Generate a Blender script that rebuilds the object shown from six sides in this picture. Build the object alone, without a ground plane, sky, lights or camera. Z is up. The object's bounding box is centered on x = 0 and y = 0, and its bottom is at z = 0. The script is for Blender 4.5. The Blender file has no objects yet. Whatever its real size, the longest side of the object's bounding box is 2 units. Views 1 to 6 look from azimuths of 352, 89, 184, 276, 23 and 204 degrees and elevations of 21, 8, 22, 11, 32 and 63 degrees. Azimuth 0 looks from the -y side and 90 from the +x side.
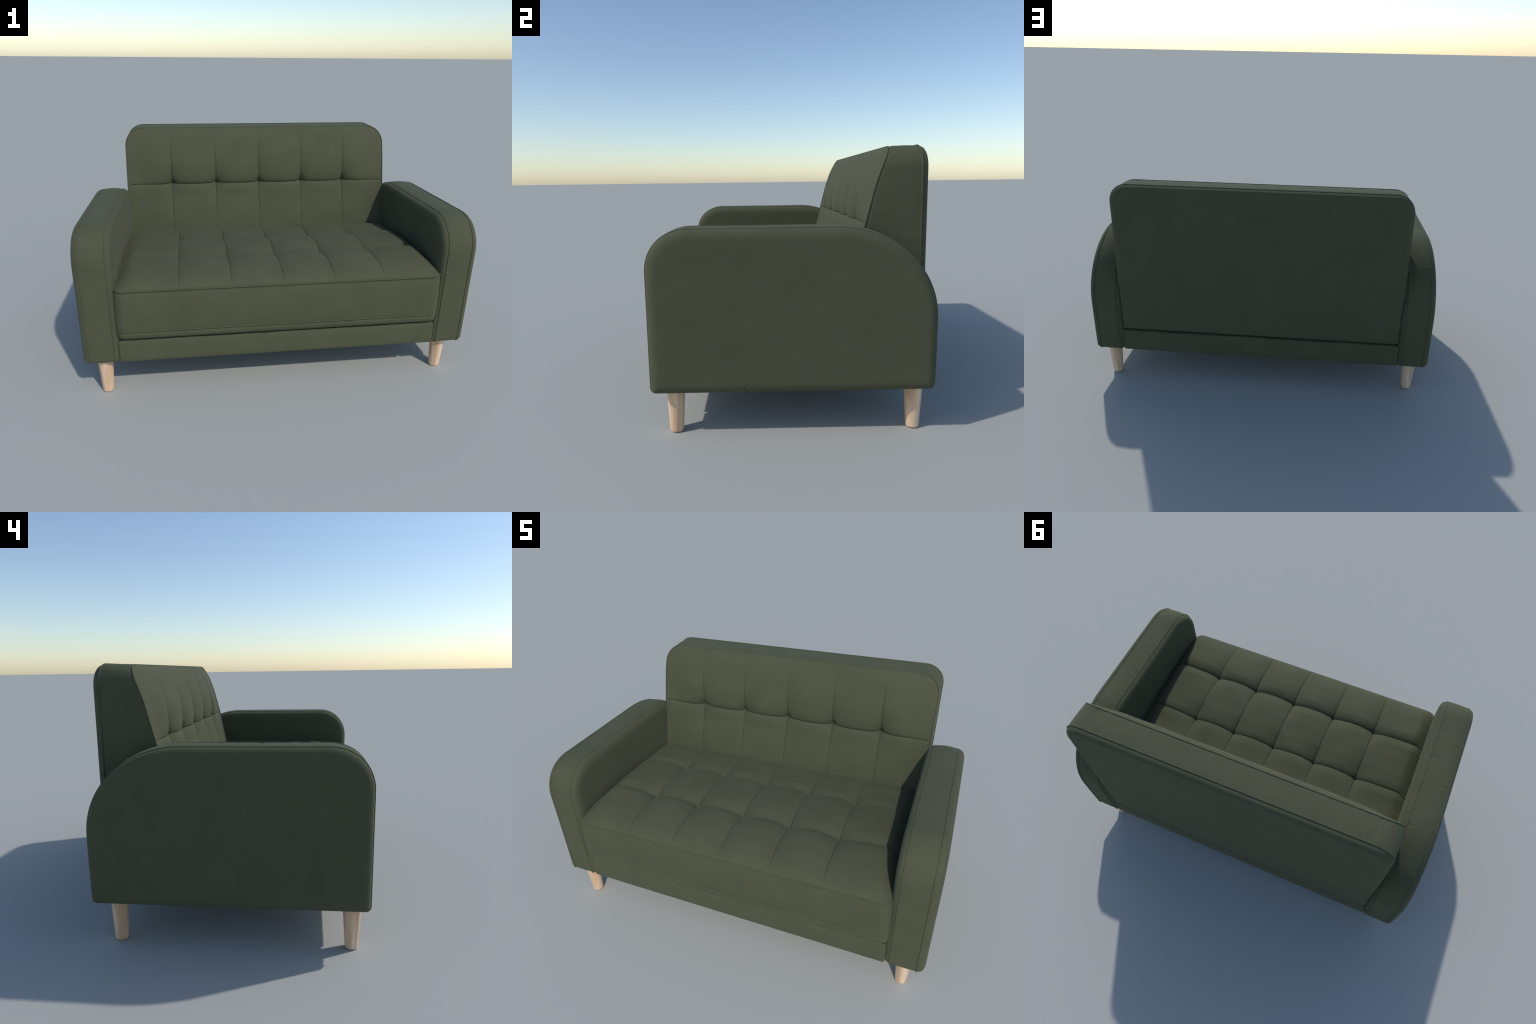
"""Two-seat upholstered sofa: tufted seat and back, rounded armrests, welted seams, tapered wooden legs.
Frame: metres, z up, front towards -y."""
import bpy, math
import numpy as np

rng = np.random.default_rng(7)

# ------------------------------------------------------------------ helpers
def mesh_from(parts, name, sharp=None):
    """parts: list of (verts Nx3, quads Mx4, tris Kx3); welded into one mesh object data."""
    V, F, off = [], [], 0
    for v, q, t in parts:
        V.append(np.asarray(v, float))
        F += [tuple(int(i) + off for i in f) for f in q] + [tuple(int(i) + off for i in f) for f in t]
        off += len(v)
    V = np.concatenate(V)
    key = np.round(V, 5)
    uniq, first, inv = np.unique(key, axis=0, return_index=True, return_inverse=True)
    inv = inv.reshape(-1)
    faces = []
    for f in F:
        g = []
        for i in f:
            j = int(inv[i])
            if j not in g:
                g.append(j)
        if len(g) > 2:
            faces.append(g)
    me = bpy.data.meshes.new(name)
    me.from_pydata(V[first].tolist(), [], faces)
    me.validate()
    import bmesh
    bm = bmesh.new()
    bm.from_mesh(me)
    bmesh.ops.recalc_face_normals(bm, faces=bm.faces)
    bm.to_mesh(me)
    bm.free()
    me.polygons.foreach_set("use_smooth", np.ones(len(me.polygons), bool))
    if sharp:
        me.set_sharp_from_angle(angle=math.radians(sharp))
    me.update()
    return me


def grid(P, wrap=False):
    """P: n x m x 3 array -> quads; wrap closes the second axis."""
    n, m = P.shape[:2]
    idx = np.arange(n * m).reshape(n, m)
    if wrap:
        nxt = np.roll(idx, -1, axis=1)
        q = np.stack([idx[:-1], nxt[:-1], nxt[1:], idx[1:]], -1).reshape(-1, 4)
    else:
        q = np.stack([idx[:-1, :-1], idx[:-1, 1:], idx[1:, 1:], idx[1:, :-1]], -1).reshape(-1, 4)
    return P.reshape(-1, 3), q, []


def resample(path, n, closed=True):
    p = np.asarray(path, float)
    if closed:
        p = np.vstack([p, p[:1]])
    s = np.r_[0, np.cumsum(np.linalg.norm(np.diff(p, axis=0), axis=1))]
    t = np.linspace(0, s[-1], n + 1)[:-1] if closed else np.linspace(0, s[-1], n)
    return np.stack([np.interp(t, s, p[:, k]) for k in range(p.shape[1])], 1)


def dist_to(points, loop):
    """distance of each 2D point to a closed 2D polyline (dense, vertex based)."""
    out = np.empty(len(points))
    for i in range(0, len(points), 2000):
        d = points[i:i + 2000, None, :] - loop[None]
        out[i:i + 2000] = np.sqrt((d ** 2).sum(-1).min(1))
    return out


def spline(xs, ys, x):
    """monotone cubic (Fritsch-Carlson) interpolation."""
    xs, ys = np.asarray(xs, float), np.asarray(ys, float)
    h, d = np.diff(xs), np.diff(ys) / np.diff(xs)
    m = np.r_[d[0], np.where(d[:-1] * d[1:] > 0, 2 * d[:-1] * d[1:] / (d[:-1] + d[1:] + 1e-30), 0), d[-1]]
    x = np.clip(x, xs[0], xs[-1])
    i = np.clip(np.searchsorted(xs, x) - 1, 0, len(h) - 1)
    t = (x - xs[i]) / h[i]
    return ((1 + 2 * t) * (1 - t) ** 2 * ys[i] + t * (1 - t) ** 2 * h[i] * m[i]
            + t * t * (3 - 2 * t) * ys[i + 1] + t * t * (t - 1) * h[i] * m[i + 1])


def smooth(a, b, x):
    t = np.clip((x - a) / (b - a), 0, 1)
    return t * t * (3 - 2 * t)


def tube(path, r, closed=True, sides=8, name="piping"):
    """round cord along a 3D path."""
    p = np.asarray(path, float)
    if closed:
        tan = np.roll(p, -1, 0) - np.roll(p, 1, 0)
    else:
        tan = np.gradient(p, axis=0)
    tan /= np.linalg.norm(tan, axis=1)[:, None]
    up = np.tile([0.0, 0, 1], (len(p), 1))
    alt = np.abs(tan[:, 2]) > 0.9
    ref = np.array([1.0, 0, 0]) if np.ptp(p[:, 0]) < 0.05 else np.array([0, 1.0, 0])
    a = np.cross(tan, ref)
    a /= np.linalg.norm(a, axis=1)[:, None] + 1e-12
    b = np.cross(tan, a)
    th = np.linspace(0, 2 * math.pi, sides, endpoint=False)
    P = p[:, None] + r * (np.cos(th)[None, :, None] * a[:, None] + np.sin(th)[None, :, None] * b[:, None])
    parts = []
    if closed:
        P = np.concatenate([P, P[:1]], 0)
        parts.append(grid(P, wrap=True))
    else:
        parts.append(grid(P, wrap=True))
        n = len(P)
        for k in (0, n - 1):
            c = np.vstack([P[k], p[k]])
            parts.append((c, [], [(j, (j + 1) % sides, sides) for j in range(sides)]))
    return mesh_from(parts, name)


def cluster(a, b, n, tight=(0.0015, 0.004, 0.008, 0.014)):
    """n-step spacing between a and b with extra rows close to both ends."""
    L = b - a
    t = np.linspace(0, L, n)[1:-1]
    t = t[(t > tight[-1] * 1.3) & (t < L - tight[-1] * 1.3)]
    e = np.asarray(tight)
    return a + np.r_[0, e, t, L - e[::-1], L]


# ------------------------------------------------------------------ materials
def fabric(name, dark, light, tint):
    m = bpy.data.materials.new(name)
    m.use_nodes = True
    nt = m.node_tree
    N, L = nt.nodes, nt.links
    N.clear()
    out = N.new("ShaderNodeOutputMaterial")
    b = N.new("ShaderNodeBsdfPrincipled")
    tc = N.new("ShaderNodeTexCoord")
    n1 = N.new("ShaderNodeTexNoise"); n1.inputs["Scale"].default_value = 7; n1.inputs["Detail"].default_value = 6; n1.inputs["Roughness"].default_value = 0.6
    n2 = N.new("ShaderNodeTexNoise"); n2.inputs["Scale"].default_value = 420; n2.inputs["Detail"].default_value = 3
    n3 = N.new("ShaderNodeTexNoise"); n3.inputs["Scale"].default_value = 16; n3.inputs["Detail"].default_value = 4
    mp = N.new("ShaderNodeMapping"); mp.inputs["Location"].default_value = (3.1, 1.7, 0.4)
    r1 = N.new("ShaderNodeValToRGB")
    r1.color_ramp.elements[0].position, r1.color_ramp.elements[0].color = 0.32, (*dark, 1)
    r1.color_ramp.elements[1].position, r1.color_ramp.elements[1].color = 0.68, (*light, 1)
    r3 = N.new("ShaderNodeValToRGB")
    r3.color_ramp.elements[0].position, r3.color_ramp.elements[0].color = 0.5, (0, 0, 0, 1)
    r3.color_ramp.elements[1].position, r3.color_ramp.elements[1].color = 0.72, (0.6, 0.6, 0.6, 1)
    mx = N.new("ShaderNodeMix"); mx.data_type = "RGBA"
    mx.inputs["B"].default_value = (*tint, 1)
    fine = N.new("ShaderNodeMath"); fine.operation = "MULTIPLY_ADD"
    fine.inputs[1].default_value, fine.inputs[2].default_value = 0.22, 0.89
    mul = N.new("ShaderNodeMix"); mul.data_type = "RGBA"; mul.blend_type = "MULTIPLY"; mul.inputs["Factor"].default_value = 1
    bump = N.new("ShaderNodeBump"); bump.inputs["Strength"].default_value = 0.12; bump.inputs["Distance"].default_value = 0.0012
    L.new(tc.outputs["Object"], mp.inputs["Vector"])
    for n in (n1, n2):
        L.new(tc.outputs["Object"], n.inputs["Vector"])
    L.new(mp.outputs["Vector"], n3.inputs["Vector"])
    L.new(n1.outputs["Fac"], r1.inputs["Fac"])
    L.new(n3.outputs["Fac"], r3.inputs["Fac"])
    L.new(r1.outputs["Color"], mx.inputs["A"])
    L.new(r3.outputs["Color"], mx.inputs["Factor"])
    L.new(n2.outputs["Fac"], fine.inputs[0])
    L.new(mx.outputs["Result"], mul.inputs["A"])
    L.new(fine.outputs["Value"], mul.inputs["B"])
    L.new(mul.outputs["Result"], b.inputs["Base Color"])
    L.new(n2.outputs["Fac"], bump.inputs["Height"])
    L.new(bump.outputs["Normal"], b.inputs["Normal"])
    b.inputs["Roughness"].default_value = FAB_ROUGH
    b.inputs["Specular IOR Level"].default_value = FAB_SPEC
    b.inputs["Sheen Weight"].default_value = FAB_SHEEN
    b.inputs["Sheen Roughness"].default_value = 0.5
    b.inputs["Sheen Tint"].default_value = (0.75, 0.8, 0.62, 1)
    L.new(b.outputs["BSDF"], out.inputs["Surface"])
    return m


def wood(name):
    m = bpy.data.materials.new(name)
    m.use_nodes = True
    nt = m.node_tree
    N, L = nt.nodes, nt.links
    b = N["Principled BSDF"]
    tc = N.new("ShaderNodeTexCoord")
    info = N.new("ShaderNodeObjectInfo")
    add = N.new("ShaderNodeVectorMath"); add.operation = "ADD"
    mp = N.new("ShaderNodeMapping"); mp.inputs["Scale"].default_value = (38, 38, 2.4)
    n1 = N.new("ShaderNodeTexNoise"); n1.inputs["Scale"].default_value = 1.0; n1.inputs["Detail"].default_value = 3; n1.inputs["Distortion"].default_value = 0.6
    mp2 = N.new("ShaderNodeMapping"); mp2.inputs["Scale"].default_value = (260, 260, 9)
    n2 = N.new("ShaderNodeTexNoise"); n2.inputs["Scale"].default_value = 1.0; n2.inputs["Detail"].default_value = 2
    r = N.new("ShaderNodeValToRGB")
    r.color_ramp.elements[0].position, r.color_ramp.elements[0].color = 0.3, (0.57, 0.36, 0.215, 1)
    r.color_ramp.elements[1].position, r.color_ramp.elements[1].color = 0.72, (0.82, 0.635, 0.46, 1)
    e = r.color_ramp.elements.new(0.5); e.color = (0.71, 0.49, 0.32, 1)
    fine = N.new("ShaderNodeMath"); fine.operation = "MULTIPLY_ADD"; fine.inputs[1].default_value, fine.inputs[2].default_value = 0.35, 0.82
    mul = N.new("ShaderNodeMix"); mul.data_type = "RGBA"; mul.blend_type = "MULTIPLY"; mul.inputs["Factor"].default_value = 1
    L.new(tc.outputs["Object"], add.inputs[0])
    L.new(info.outputs["Random"], add.inputs[1])
    for mm, nn in ((mp, n1), (mp2, n2)):
        L.new(add.outputs["Vector"], mm.inputs["Vector"]); L.new(mm.outputs["Vector"], nn.inputs["Vector"])
    L.new(n1.outputs["Fac"], r.inputs["Fac"])
    L.new(n2.outputs["Fac"], fine.inputs[0])
    L.new(r.outputs["Color"], mul.inputs["A"]); L.new(fine.outputs["Value"], mul.inputs["B"])
    L.new(mul.outputs["Result"], b.inputs["Base Color"])
    b.inputs["Roughness"].default_value = 0.5
    b.inputs["Specular IOR Level"].default_value = 0.35
    return m


FAB_ROUGH, FAB_SPEC, FAB_SHEEN = 0.93, 0.12, 0.085
FABRIC = fabric("green_upholstery", (0.0755, 0.0805, 0.0465), (0.0860, 0.0910, 0.0530), (0.0780, 0.0865, 0.0530))
CREASE_SHADOW = fabric("darkened_crease_shadow", (0.038, 0.042, 0.025), (0.046, 0.050, 0.029), (0.042, 0.046, 0.028))  # upholstery green darkened; thin tubes of it draw the shadow in the tufting creases
WOOD = wood("pale_beech_wood")

sofa = bpy.data.objects.new("tufted_sofa", None)
bpy.context.collection.objects.link(sofa)
sofa["label"] = "dark olive green two-seat sofa with tufted cushions and wooden legs"
sofa["category"] = "sofa"


def add(name, me, mat, parent=sofa, loc=(0, 0, 0)):
    ob = bpy.data.objects.new(name, me)
    if not me.materials:
        me.materials.append(mat)
    ob.location = loc
    ob.parent = parent
    bpy.context.collection.objects.link(ob)
    return ob


def puckers(s, length, count, width, seed, spread=None):
    """random narrow folds along a seam parameter s (periodic over length)."""
    r = np.random.default_rng(seed)
    out = np.zeros_like(s)
    for k in range(count):
        c = r.uniform(0, length) if spread is None else r.uniform(*spread)
        w = width * r.uniform(0.6, 1.7)
        d = np.abs(s - c)
        d = np.minimum(d, length - d)
        out += r.uniform(-1, 0.9) * np.exp(-(d / w) ** 2)
    return out


# ------------------------------------------------------------------ armrests
Z0 = 0.1985              # underside of the upholstery
ARM_TOP, ARM_FRONT, ARM_BACK = 0.884, -0.586, 0.610
SEAM_IN, SEAM_OUT = 0.839, 0.968


def arm_outline(n=860):
    """closed side profile (y, z) of an armrest, front-bottom first, going up the front."""
    def arc(cy, cz, ry, rz, a0, a1, k, e=2.0):
        t = np.radians(np.linspace(a0, a1, k))
        c, s = np.cos(t), np.sin(t)
        return np.stack([cy + ry * np.sign(c) * np.abs(c) ** (2 / e), cz + rz * np.sign(s) * np.abs(s) ** (2 / e)], 1)
    r = 0.020
    pts = np.vstack([
        arc(ARM_FRONT + 0.002 + r, Z0 + r, r, r, 270, 180, 8),
        [[ARM_FRONT, 0.55]],
        arc(-0.405, 0.705, -0.405 - (ARM_FRONT - 0.001), ARM_TOP - 0.705, 180, 90, 60, 2.15),
        arc(0.185, 0.500, ARM_BACK - 0.185 + 0.001, ARM_TOP - 0.500, 90, 0, 90, 2.03),
        [[ARM_BACK, 0.35]],
        arc(ARM_BACK - 0.002 - r, Z0 + r, r, r, 0, -90, 8)])
    return resample(pts, n)


def panel_bulge(d, depth, R):
    """puffed panel height as a function of distance d from its seam, with a narrow stitched groove."""
    t = np.clip(1 - d / R, 0, 1)
    b = depth * np.sqrt(1 - t * t)
    return b - 0.0045 * np.exp(-(d / 0.0030) ** 2)


RING = np.r_[0, 0.004, 0.008, 0.012, 0.017, 0.023, 0.03, 0.038, 0.048, 0.06, 0.075, 0.092, 0.115, 0.145,
             0.19, 0.25, 0.33, 0.43, 0.55, 0.68, 0.82, 0.93]


def radial_panel(loop, centre, height):
    """disc of rings from a closed loop towards its centre -> (2D points rings, heights)."""
    P = np.stack([loop + (centre - loop) * t for t in RING])
    d = dist_to(P.reshape(-1, 2), resample(loop, 3440)).reshape(P.shape[:2])
    d[0] = 0
    return P, height(P, d)


def make_arm(side, seed):
    loop = arm_outline()
    n = len(loop)
    s = np.linspace(0, 1, n, endpoint=False) * 3.3
    cen = np.array([0.01, 0.53])
    nrm = np.roll(loop, -1, 0) - np.roll(loop, 1, 0)
    nrm = np.stack([-nrm[:, 1], nrm[:, 0]], 1)
    nrm /= np.linalg.norm(nrm, axis=1)[:, None]      # outward
    if ((loop - cen) * nrm).sum(1).mean() < 0:
        nrm = -nrm
    parts = []

    def h(depth, R, sd):
        pk = puckers(s, 3.3, 40, 0.008, sd)
        low = loop[:, 1] < Z0 + 0.004

        def f(P, d):
            y, z = P[..., 0], P[..., 1]
            v = panel_bulge(d, depth, R)
            v += 0.0009 * np.sin(7 * y + 1.3 + sd) * np.sin(6 * z + sd) * smooth(0.03, 0.15, d)
            v += 0.0013 * pk[None] * np.exp(-((d - 0.02) / 0.022) ** 2) * np.where(low, 2.0 * np.exp(-((loop[:, 0] + 0.2) / 0.25) ** 2), 0.25)[None]
            return v
        return f
    for x0, sg, depth, R, sd in ((SEAM_OUT, 1, 0.0315, 0.043, seed), (SEAM_IN, -1, 0.030, 0.045, seed + 1)):
        P, b = radial_panel(loop, cen, h(depth, R, sd))
        x = x0 + sg * b
        x[0] = x0
        G = np.stack([x, P[..., 0], P[..., 1]], -1)
        parts.append(grid(G, wrap=True))
        c = np.vstack([G[-1], [[x[-1].mean(), cen[0], cen[1]]]])
        parts.append((c, [], [(j, (j + 1) % n, n) for j in range(n)]))
    # gusset strip round the edge, slightly crowned, with gathers near both seams
    w = SEAM_OUT - SEAM_IN
    t = np.r_[0, 0.015, 0.03, 0.05, 0.08, 0.13, 0.2, 0.3, 0.4, 0.5, 0.6, 0.7, 0.8, 0.87, 0.92, 0.95, 0.97, 0.985, 1]
    pa, pb = puckers(s, 3.3, 46, 0.006, seed + 5), puckers(s, 3.3, 46, 0.006, seed + 6)
    flat = loop[:, 1] < Z0 + 0.002
    topw = smooth(0.5, 0.86, loop[:, 1])
    G = []
    for tt in t:
        crown = (0.0015 + 0.003 * topw + 0.004 * topw * smooth(-0.15, 0.3, loop[:, 0])) * 4 * tt * (1 - tt)
        gather = 0.0030 * (pa * np.exp(-((tt - 0.13) / 0.16) ** 2) + pb * np.exp(-((tt - 0.87) / 0.16) ** 2)) * (0 if tt in (0, 1) else 1)
        ridge = 0.0
        off = np.where(flat, 0, crown + gather * (0.25 + 0.75 * topw)) + ridge
        q = loop + nrm * off[:, None]
        G.append(np.stack([np.full(n, SEAM_IN + w * tt), q[:, 0], q[:, 1]], 1))
    parts.append(grid(np.stack(G), wrap=True))
    for p in parts:
        p[0][:, 0] *= side
    me = mesh_from(parts, "armrest", sharp=75)
    arm = add("armrest", me, FABRIC)
    for x, dx in ((SEAM_IN, 0.0025), (SEAM_OUT, -0.0025)):
        q = loop + nrm * 0.0008
        path = np.stack([np.full(n, side * (x + dx)), q[:, 0], q[:, 1]], 1)
        add("piping", tube(path, 0.0034), FABRIC, arm)
    return arm


make_arm(1, 11)
make_arm(-1, 31)

# ------------------------------------------------------------------ seat cushion
SEAT_X, SEAT_FRONT, SEAT_REAR, SEAT_RIM = 0.820, -0.6085, 0.40, 0.597
SEAT_R = 0.05
TUFT_X = np.array([-0.511, -0.2555, 0.0, 0.2555, 0.511])
TUFT_Y = np.array([-0.3075, 0.014])


def seat_front_y(x):
    """plan line of the front edge with rounded corners."""
    e = np.clip((np.abs(x) - (SEAT_X - SEAT_R)) / SEAT_R, 0, 1)
    return SEAT_FRONT + SEAT_R * (1 - np.sqrt(np.clip(1 - e * e, 0, 1)))


def seat_spine(y):
    """height along the lengthwise seams: pulled down at the two rows of buttons."""
    a = spline([-0.6085, -0.6065, -0.602, -0.595, -0.586, -0.576, -0.536, -0.475, -0.42, -0.365, -0.325, -0.3075],
               [0.597, 0.6045, 0.6115, 0.6165, 0.6215, 0.627, 0.641, 0.653, 0.656, 0.6495, 0.637, 0.624], y)
    b = spline([-0.3075, -0.285, -0.24, -0.17, -0.10, -0.04, 0.0, 0.014],
               [0.624, 0.634, 0.649, 0.659, 0.652, 0.633, 0.619, 0.610], y)
    c = spline([0.014, 0.04, 0.10, 0.17, 0.22, 0.27, 0.34, 0.40],
               [0.610, 0.618, 0.629, 0.632, 0.624, 0.609, 0.59, 0.575], y)
    return np.where(y < TUFT_Y[0], a, np.where(y < TUFT_Y[1], b, c))


def seat_arch(x):
    """rise of the crosswise seams between the buttons."""
    ax = np.abs(x)
    u = np.abs((x + 10 * 0.2555) / 0.2555 % 1.0)
    inner = 0.031 * (4 * u * (1 - u)) ** 0.80
    ue = (ax - 0.511) / (SEAT_X - 0.511)
    end = spline([0, 0.1, 0.2, 0.4, 0.62, 0.8, 1], [0, 0.013, 0.022, 0.029, 0.031, 0.030, 0.027], np.clip(ue, 0, 1))
    return np.where(ax > 0.511, end, inner)


def seat_height(x, y):
    yf = seat_front_y(x)
    ax = np.abs(x)
    yy = SEAT_FRONT + (y - yf) * (TUFT_Y[0] - SEAT_FRONT) / (TUFT_Y[0] - yf)
    yy = np.where(y < TUFT_Y[0], yy, y)
    # seams rise fully on the button rows, the filled squares stay flatter
    m = spline([-0.611, -0.575, -0.52, -0.45, -0.39, -0.345, -0.3075, -0.265, -0.235, -0.19, -0.15, -0.10, -0.06, -0.02, 0.014, 0.05, 0.10, 0.16, 0.26, 0.40],
               [0.0, 0.20, 0.34, 0.47, 0.72, 0.95, 1.0, 0.95, 0.77, 0.52, 0.42, 0.52, 0.76, 0.96, 1.0, 0.88, 0.45, 0.16, 0.03, 0.0], yy)
    m = m ** (1 + 0.5 * smooth(0.50, 0.62, ax))
    z = seat_spine(yy) + seat_arch(x) * m
    # towards the armrests the top levels out and rolls down into the gap
    side = spline([-0.611, -0.59, -0.55, -0.45, -0.30, 0.0, 0.25, 0.40], [0.597, 0.609, 0.626, 0.640, 0.644, 0.632, 0.604, 0.57], yy)
    side = side - 0.002 * np.exp(-np.min(np.abs(y[..., None] - TUFT_Y), -1) / 0.03)
    w = smooth(0.735, 0.82, ax)
    z = z * (1 - w) + side * w
    e = np.clip((ax - (SEAT_X - 0.075)) / 0.075, 0, 1)
    z = SEAT_RIM + (z - SEAT_RIM) * np.sqrt(np.clip(1 - e ** 2.2, 0, 1))
    m = smooth(0.0, 0.1, y - yf)
    # stitched creases
    dx = np.min(np.abs(x[..., None] - TUFT_X), -1)
    dy = np.min(np.abs(y[..., None] - TUFT_Y), -1)
    fade = smooth(0.0, 0.03, y - yf)
    z -= fade * 0.0022 * np.exp(-(dx / 0.0028) ** 2)
    z -= smooth(0.0, 0.012, SEAT_X - np.abs(x)) * 0.0014 * np.exp(-(dy / 0.0026) ** 2)
    # buttons pull
    r = np.sqrt(dx ** 2 + dy ** 2)
    z -= 0.005 * np.exp(-(r / 0.012) ** 2)
    # gathered folds against the armrest on one side
    fold = np.sin(2 * math.pi * (y / 0.027 + 0.9 * np.sin(9 * y) + 3 * x)) * (0.5 + 0.5 * np.sin(23 * y + 1))
    amp = smooth(-0.55, -0.1, y) * smooth(0.76, 0.81, -x) * 0.0040
    z += amp * fold
    z += 0.0007 * np.sin(31 * x + 2 * np.sin(9 * y)) * np.sin(27 * y + 1.0) * m
    return z


def make_seat():
    t4 = (0.002, 0.0042, 0.0075, 0.013, 0.02)
    cols = [cluster(-0.511, -0.2555, 26, t4), cluster(-0.2555, 0, 26, t4)[1:], cluster(0, 0.2555, 26, t4)[1:], cluster(0.2555, 0.511, 26, t4)[1:]]
    th = np.linspace(0, math.pi / 2, 12)
    end = np.r_[cluster(0.511, SEAT_X - SEAT_R, 26, t4)[1:], SEAT_X - SEAT_R + SEAT_R * np.sin(th[1:])]
    xs = np.r_[-end[::-1], np.concatenate(cols), end]
    rows = [cluster(0, 1, 34, (0.012, 0.025, 0.045, 0.07)), 1 + cluster(0, 1, 40, (0.0045, 0.009, 0.015, 0.025, 0.045))[1:], 2 + cluster(0, 1, 40, (0.0045, 0.009, 0.015, 0.025, 0.045))[1:]]
    v = np.concatenate(rows)
    X = np.tile(xs, (len(v), 1))
    yf = seat_front_y(xs)[None]
    V = v[:, None]
    Y = np.where(V <= 1, yf + (TUFT_Y[0] - yf) * np.clip(V, 0, 1),
                 np.where(V <= 2, TUFT_Y[0] + (TUFT_Y[1] - TUFT_Y[0]) * np.clip(V - 1, 0, 1),
                          TUFT_Y[1] + (SEAT_REAR - TUFT_Y[1]) * np.clip(V - 2, 0, 1)))
    Zz = seat_height(X, Y)
    Zz[0] = SEAT_RIM
    top = np.stack([X, Y, Zz], -1)
    parts = [grid(top)]
    shadow_lines = []
    for tx in TUFT_X:
        yy = np.linspace(SEAT_FRONT + 0.012, 0.30, 240)
        xx = np.full_like(yy, tx)
        shadow_lines.append(np.stack([xx, yy, seat_height(xx, yy) + 0.0002 - 0.0011 * smooth(-0.50, -0.59, yy)], 1))
    for ty in TUFT_Y:
        xx = np.linspace(-SEAT_X + 0.02, SEAT_X - 0.02, 420)
        yy = np.full_like(xx, ty)
        shadow_lines.append(np.stack([xx, yy, seat_height(xx, yy) + 0.0003], 1))
    # boxing: from the rim (left side, front, right side) down to the underside
    rim = np.vstack([top[::-1, 0], top[0, 1:-1], top[:, -1]])
    pl = rim[:, :2].copy()
    tan = np.gradient(pl, axis=0)
    nr = np.stack([tan[:, 1], -tan[:, 0]], 1)
    nr /= np.linalg.norm(nr, axis=1)[:, None] + 1e-9
    if nr[len(nr) // 2, 1] > 0:
        nr = -nr
    s = np.r_[0, np.cumsum(np.linalg.norm(np.diff(pl, axis=0), axis=1))]
    gather = puckers(s, s[-1], 120, 0.006, 77)
    soft = puckers(s, s[-1], 30, 0.03, 78)
    #        fraction down, inset (outward +), pucker weight
    prof = [(0, 0, 0), (0.007, -0.0035, 0), (0.016, 0.0, 0), (0.035, 0.002, 0.1), (0.07, 0.003, 0.1), (0.11, 0.003, 0), (0.15, 0.002, 0),
            (0.185, -0.001, .1), (0.205, -0.003, .1), (0.213, -0.0045, 0), (0.2175, -0.006, 0), (0.222, -0.0095, 0), (0.227, -0.006, 0.6), (0.237, -0.006, 1), (0.250, -0.009, 1), (0.259, -0.015, .5),
            (0.266, -0.024, .2), (0.270, -0.036, 0), (0.272, -0.08, 0)]
    W = []
    zref = np.minimum(rim[:, 2], SEAT_RIM + 0.0)
    for dz, off, pw in prof:
        q = pl + nr * np.array([0.4, 1.0]) * (off + pw * 0.0016 * gather + 0.0008 * soft * (dz > 0.01))[:, None]
        q[:, 0] *= 1 + 0.010 * min(dz / 0.2, 1)
        zz = np.where(dz == 0, rim[:, 2], zref - dz)
        W.append(np.stack([q[:, 0], q[:, 1], zz], 1))
    W = np.stack(W)
    parts.append(grid(W))
    ob = add("seat_cushion", mesh_from(parts, "seat_cushion", sharp=75), FABRIC)
    for t in shadow_lines:
        add("crease_shadow_line", tube(t, 0.0011, False, 6, "crease_shadow_line"), CREASE_SHADOW, ob)
    keep = (rim[:, 1] < -0.50)
    front = rim[keep]
    fn = nr[keep]
    p1 = np.stack([front[:, 0], front[:, 1], np.full(len(front), SEAT_RIM + 0.0)], 1)
    p1 = resample(p1, 260, False)
    add("piping", tube(p1, 0.0029, False), FABRIC, ob)
    o = -0.0045
    p2 = np.stack([front[:, 0] * 1.010 + fn[:, 0] * o * 0.4, front[:, 1] + fn[:, 1] * o, np.full(len(front), SEAT_RIM - 0.217)], 1)
    add("piping", tube(resample(p2, 260, False), 0.0036, False), FABRIC, ob)


make_seat()

# ------------------------------------------------------------------ backrest
BK_X, BK_TOP, BK_R, BK_LOW, BK_TUFT = 0.818, 1.217, 0.10, 0.40, 0.884
BK_SEAM_Y, BK_REAR, BK_Y0 = 0.582, 0.612, 0.338
BT_X = np.array([-0.5465, -0.27325, 0.0, 0.27325, 0.5465])


def back_top_z(x):
    e = np.clip((np.abs(x) - (BK_X - BK_R)) / BK_R, 0, 1)
    return BK_TOP - BK_R * (1 - np.clip(1 - e ** 2.05, 0, 1) ** (1 / 2.05))


def back_edge(z):
    return spline([0.40, 0.60, 0.65, 0.75, 0.81, 0.873, 0.955, 1.05, 1.11, 1.15, 1.185, 1.217],
                  [0.22, 0.265, 0.278, 0.302, 0.318, 0.336, 0.3565, 0.3815, 0.4015, 0.4180, 0.4340, 0.450], z)


def back_spine(z):
    lo = spline([0.40, 0.60, 0.70, 0.79, 0.84, 0.87, 0.884], [0.20, 0.263, 0.290, 0.322, 0.342, 0.357, 0.366], z)
    hi = spline([0.884, 0.905, 0.945, 0.99, 1.038, 1.09, 1.157, 1.180, 1.196, 1.207, 1.213, 1.217],
                [0.366, 0.360, 0.354, 0.353, 0.360, 0.374, 0.399, 0.410, 0.4205, 0.4315, 0.441, 0.450], z)
    return np.where(z < BK_TUFT, lo, hi)


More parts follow.
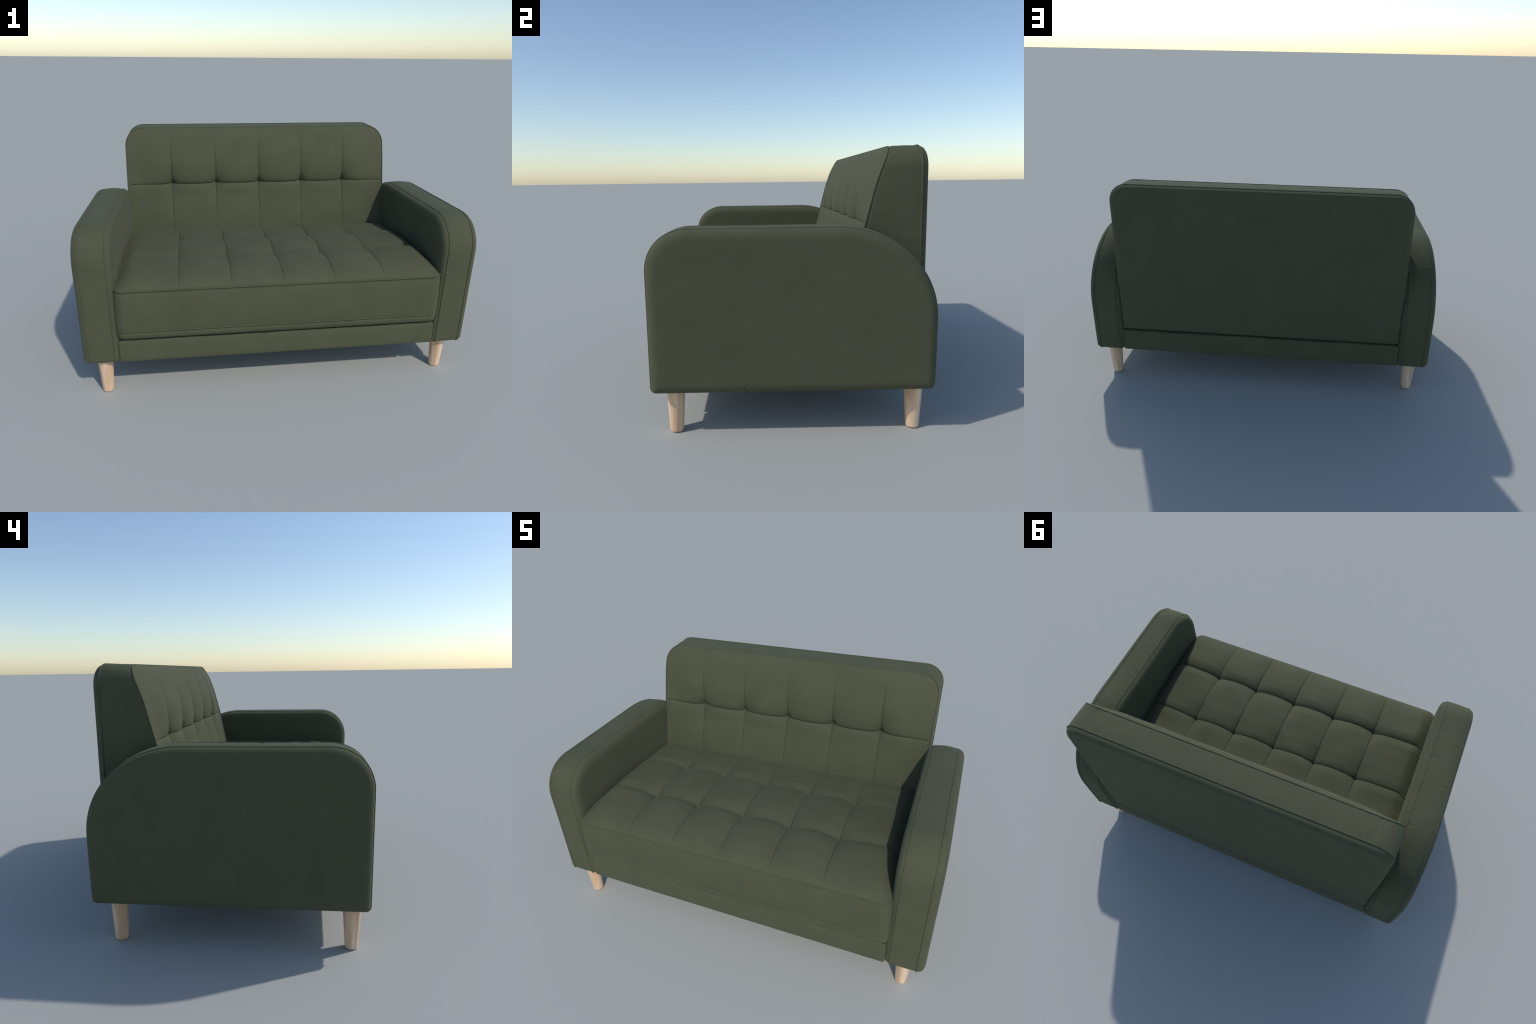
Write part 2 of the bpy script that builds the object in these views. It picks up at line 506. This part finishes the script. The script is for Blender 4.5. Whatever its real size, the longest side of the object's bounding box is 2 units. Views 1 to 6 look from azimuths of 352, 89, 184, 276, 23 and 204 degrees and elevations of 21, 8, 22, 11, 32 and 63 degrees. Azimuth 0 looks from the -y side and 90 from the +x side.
def back_face(x, z):
    ax = np.abs(x)
    hgt = spline([0.40, 0.60, 0.80, 0.884, 0.93, 1.0, 1.10, 1.19, 1.217], [0.002, 0.004, 0.012, 0.030, 0.025, 0.015, 0.007, 0.001, 0.0], z)
    u = (x + 2.7325) / 0.27325 % 1.0
    sharp = spline([0.40, 0.80, 0.884, 0.95, 1.05, 1.217], [1.0, 0.95, 0.72, 0.78, 0.95, 1.0], z)
    inner = np.clip(4 * u * (1 - u), 0, 1) ** sharp
    ue = np.clip((ax - 0.5465) / (BK_X - 0.5465), 0, 1)
    end = spline([0, 0.06, 0.12, 0.25, 0.42, 0.7, 0.9, 1], [0, 0.36, 0.58, 0.88, 1.0, 0.72, 0.28, 0], ue)
    outer = ax > 0.5465
    y = back_spine(z) - hgt * np.where(outer, end, inner)
    # outer margin leads smoothly to the edge seam, with a small roll at the very edge
    w = smooth(0.0, 1.0, ue) * outer
    e = back_edge(z)
    roll = 0.006 * smooth(0.90, 1.1, z)
    y = y * (1 - w) + (e - roll) * w + roll * np.where(outer, np.clip((ue - 0.8) / 0.2, 0, 1) ** 3, 0)
    zt = back_top_z(x)
    k = smooth(0.03, 0.0, zt - z) * smooth(0.45, 0.75, ue) * outer
    y = y * (1 - k) + e * k
    dx = np.min(np.abs(x[..., None] - BT_X), -1)
    dz = np.abs(z - BK_TUFT)
    y += 0.0020 * np.exp(-(dx / 0.0032) ** 2) * smooth(1.20, 1.12, z)
    y += (0.0020 * np.exp(-(dz / 0.0030) ** 2) + np.where(z >= BK_TUFT, 0.0045 * np.exp(-dz / 0.010), 0.0045 * np.exp(-dz / 0.0025))) * smooth(0.0, 0.03, BK_X - ax)
    y += 0.012 * np.exp(-(np.sqrt(dx ** 2 + (np.where(z >= BK_TUFT, 0.7, 1.6) * dz) ** 2) / 0.019) ** 2)
    y += 0.0006 * np.sin(23 * x + 2 * np.sin(8 * z)) * np.sin(21 * z + 0.5) * smooth(0, 0.1, BK_X - ax)
    return y


def make_back():
    t4 = (0.002, 0.0042, 0.0075, 0.013, 0.02)
    cols = [cluster(BT_X[i], BT_X[i + 1], 56, t4)[(0 if i == 0 else 1):] for i in range(4)]
    th = np.linspace(0, math.pi / 2, 36)
    end = np.r_[cluster(0.5465, BK_X - BK_R, 38, t4)[1:], BK_X - BK_R + BK_R * np.sin(th[1:])]
    xs = np.r_[-end[::-1], np.concatenate(cols), end]
    v = np.r_[np.linspace(BK_LOW, 0.6, 8)[:-1], cluster(0.6, BK_TUFT, 34, t4)]
    hi = cluster(0, 1, 44, (0.006, 0.012, 0.022, 0.04))
    zt = back_top_z(xs)
    X = np.tile(xs, (len(v) + len(hi) - 1, 1))
    Z = np.vstack([np.tile(v[:, None], (1, len(xs))), BK_TUFT + (zt - BK_TUFT)[None] * hi[1:, None]])
    Y = back_face(X, Z)
    Y[-1] = back_edge(np.clip(zt, 0, 1.217))
    Y[:, 0] = Y[:, -1] = back_edge(Z[:, 0])
    front = np.stack([X, Y, Z], -1)
    parts = [grid(front)]
    # U-shaped rim: left side up, across the top, right side down
    rim = np.vstack([front[:, 0], front[-1, 1:-1], front[::-1, -1]])
    rear = rim.copy()
    rear[:, 1] = BK_SEAM_Y
    rear[:, 2] = np.where(rim[:, 2] < 0.6, BK_Y0 + (rim[:, 2] - BK_LOW) * (0.6 - BK_Y0) / (0.6 - BK_LOW), rim[:, 2])
    rear[:, 2] += 0.003 * smooth(1.0, 1.217, rim[:, 2])
    pl = rim[:, [0, 2]]
    tan = np.gradient(pl, axis=0)
    nr = np.stack([-tan[:, 1], tan[:, 0]], 1)
    nr /= np.linalg.norm(nr, axis=1)[:, None] + 1e-9
    if nr[len(nr) // 2, 1] < 0:
        nr = -nr
    s = np.r_[0, np.cumsum(np.linalg.norm(np.diff(pl, axis=0), axis=1))]
    near_corner = np.exp(-((np.abs(rim[:, 0]) - 0.70) / 0.13) ** 2) * (rim[:, 2] > 1.1) + 0.6 * (np.abs(rim[:, 0]) > 0.80) * smooth(1.05, 0.8, rim[:, 2])
    ga, gb = puckers(s, s[-1], 190, 0.006, 91), puckers(s, s[-1], 190, 0.006, 92)
    G = []
    for t in np.r_[0, 0.012, 0.025, 0.045, 0.08, 0.14, 0.22, 0.32, 0.45, 0.58, 0.7, 0.8, 0.88, 0.94, 0.965, 0.98, 0.99, 1]:
        q = rim * (1 - t) + rear * t
        off = 0.0026 * 4 * t * (1 - t) - 0.0018 * np.exp(-((t - 0.02) / 0.012) ** 2) * (0 < t)
        off = off + (0.0032 * (ga * (rim[:, 2] > 1.19) * np.exp(-((t - 0.15) / 0.14) ** 2) + gb * np.exp(-((t - 0.85) / 0.14) ** 2)) * near_corner if 0 < t < 1 else 0)
        q[:, 0] += nr[:, 0] * off
        q[:, 2] += nr[:, 1] * off
        G.append(q)
    parts.append(grid(np.stack(G)))
    # rear panel
    low = np.linspace(rear[-1, 0], rear[0, 0], 120)[1:-1]
    loop = np.vstack([rear[:, [0, 2]], np.stack([low, np.full(len(low), BK_Y0)], 1)])
    cen = np.array([0.0, 0.78])

    def h(P, d):
        x, z = P[..., 0], P[..., 1]
        v = panel_bulge(d, BK_REAR - BK_SEAM_Y, 0.034)
        return v + 0.0010 * np.sin(5 * x + 1) * np.sin(7 * z) * smooth(0.03, 0.2, d)
    P, b = radial_panel(loop, cen, h)
    y = BK_SEAM_Y + b
    y[0] = BK_SEAM_Y
    R = np.stack([P[..., 0], y, P[..., 1]], -1)
    parts.append(grid(R, wrap=True))
    n = len(loop)
    parts.append((np.vstack([R[-1], [[0, y[-1].mean(), cen[1]]]]), [], [(j, (j + 1) % n, n) for j in range(n)]))
    ob = add("backrest", mesh_from(parts, "backrest", sharp=75), FABRIC)
    for tx in BT_X:
        zz = np.linspace(0.57, 1.16, 200)
        xx = np.full_like(zz, tx)
        path = np.stack([xx, back_face(xx, zz) - 0.0001 + 0.0009 * smooth(1.0, 1.16, zz) + 0.0004 * smooth(0.80, 0.65, zz), zz], 1)
        add("crease_shadow_line", tube(path, 0.0009, False, 6, "crease_shadow_line"), CREASE_SHADOW, ob)
    xx = np.linspace(-BK_X + 0.012, BK_X - 0.012, 460)
    zz = np.full_like(xx, BK_TUFT)
    add("crease_shadow_line", tube(np.stack([xx, back_face(xx, zz) - 0.0003, zz], 1), 0.0011, False, 6, "crease_shadow_line"), CREASE_SHADOW, ob)
    keep = rim[:, 2] > 0.52
    f = rim[keep] - np.stack([nr[keep, 0], 0 * nr[keep, 0], nr[keep, 1]], 1) * 0.0004
    f[:, 1] -= 0.002
    add("piping", tube(resample(f, 420, False), 0.0026, False), FABRIC, ob)
    g = rear + np.stack([nr[:, 0], 0 * nr[:, 0], nr[:, 1]], 1) * 0.001
    g[:, 1] -= 0.0028
    add("piping", tube(resample(g, 420, False), 0.0036, False), FABRIC, ob)


make_back()

# ------------------------------------------------------------------ base frame
def make_base():
    xw, y0, y1, z0, z1, r = 0.819, -0.585, 0.606, 0.1995, 0.318, 0.008
    # plan outline: front / sides / rear, profile with rounded edges
    per = []
    nx, ny = 150, 60
    rc = 0.006
    def corner(cx, cy, a0):
        t = np.radians(np.linspace(a0, a0 + 90, 7))
        return np.stack([cx + rc * np.cos(t), cy + rc * np.sin(t)], 1)
    per = np.vstack([corner(-xw + rc, y0 + rc, 180), np.stack([np.linspace(-xw + rc, xw - rc, nx)[1:-1], np.full(nx - 2, y0)], 1),
                     corner(xw - rc, y0 + rc, 270), np.stack([np.full(ny - 2, xw), np.linspace(y0 + rc, y1 - rc, ny)[1:-1]], 1),
                     corner(xw - rc, y1 - rc, 0), np.stack([np.linspace(xw - rc, -xw + rc, nx)[1:-1], np.full(nx - 2, y1)], 1),
                     corner(-xw + rc, y1 - rc, 90), np.stack([np.full(ny - 2, -xw), np.linspace(y1 - rc, y0 + rc, ny)[1:-1]], 1)])
    cen = np.array([0, (y0 + y1) / 2])
    front = per[:, 1] < y0 + 0.01
    rear = per[:, 1] > y1 - 0.01
    s = per[:, 0]
    wob = 0.0016 * np.sin(9 * s + 0.5) + 0.0012 * np.sin(23 * s) + 0.001 * np.sin(41 * s + 2)
    gath = puckers(s + 1, 2.0, 60, 0.012, 55)
    prof = [(z0, 0.03), (z0, r), (z0 + 0.3 * r, 0.45 * r), (z0 + r, 0.08 * r), (z0 + 0.03, 0), (z0 + 0.06, 0), (z1 - 0.03, 0), (z1 - r, 0.08 * r), (z1 - 0.3 * r, 0.45 * r), (z1, r), (z1, 0.03), (z1 - 0.001, 0.09)]
    G = []
    for k, (z, ins) in enumerate(prof):
        d = cen - per
        dn = np.stack([np.sign(d[:, 0]), np.sign(d[:, 1])], 1)
        sx = smooth(xw - 0.02, xw, np.abs(per[:, 0]))
        sy = smooth(0.57, 0.585, np.abs(per[:, 1] - cen[1]))
        q = per + dn * np.stack([sx, sy], 1) * ins
        zz = z + wob * (k > 6) * np.where(rear, 0.9, 0.6) + np.where(rear, 0.0135, 0.002) * (k > 6)
        if 1 < k < 9:
            q[:, 1] += np.where(front, -1, np.where(rear, 1, 0)) * 0.0008 * gath
        G.append(np.stack([q[:, 0], q[:, 1], zz], 1))
    G = np.stack(G)
    n = len(per)
    parts = [grid(G, wrap=True)]
    for k in (0, -1):
        parts.append((np.vstack([G[k], [[0, cen[1], G[k][:, 2].mean()]]]), [], [(j, (j + 1) % n, n) for j in range(n)]))
    add("base_frame", mesh_from(parts, "base_frame", sharp=60), FABRIC)


make_base()

# ------------------------------------------------------------------ legs
def make_legs():
    prof = [(0.0, 0.0), (0.0235, 0.0), (0.0268, 0.0012), (0.0285, 0.0045), (0.0292, 0.009)]
    top_r, top_z = 0.0412, 0.214
    for z in np.linspace(0.03, top_z, 10):
        prof.append((0.0292 + (top_r - 0.0292) * (z - 0.009) / (top_z - 0.009), z))
    prof.append((0.0, top_z))
    th = np.linspace(0, 2 * math.pi, 40, endpoint=False)
    G = np.stack([np.stack([r * np.cos(th), r * np.sin(th), np.full(40, z)], 1) for r, z in prof])
    me = mesh_from([grid(G, wrap=True)], "leg", sharp=50)
    for x, y, a in ((0.903, -0.492, 0.0), (-0.903, -0.514, 2.1), (0.903, 0.538, 4.0), (-0.903, 0.512, 5.2)):
        ob = add("leg", me, WOOD, loc=(x, y, 0))
        ob.rotation_euler[2] = a


make_legs()
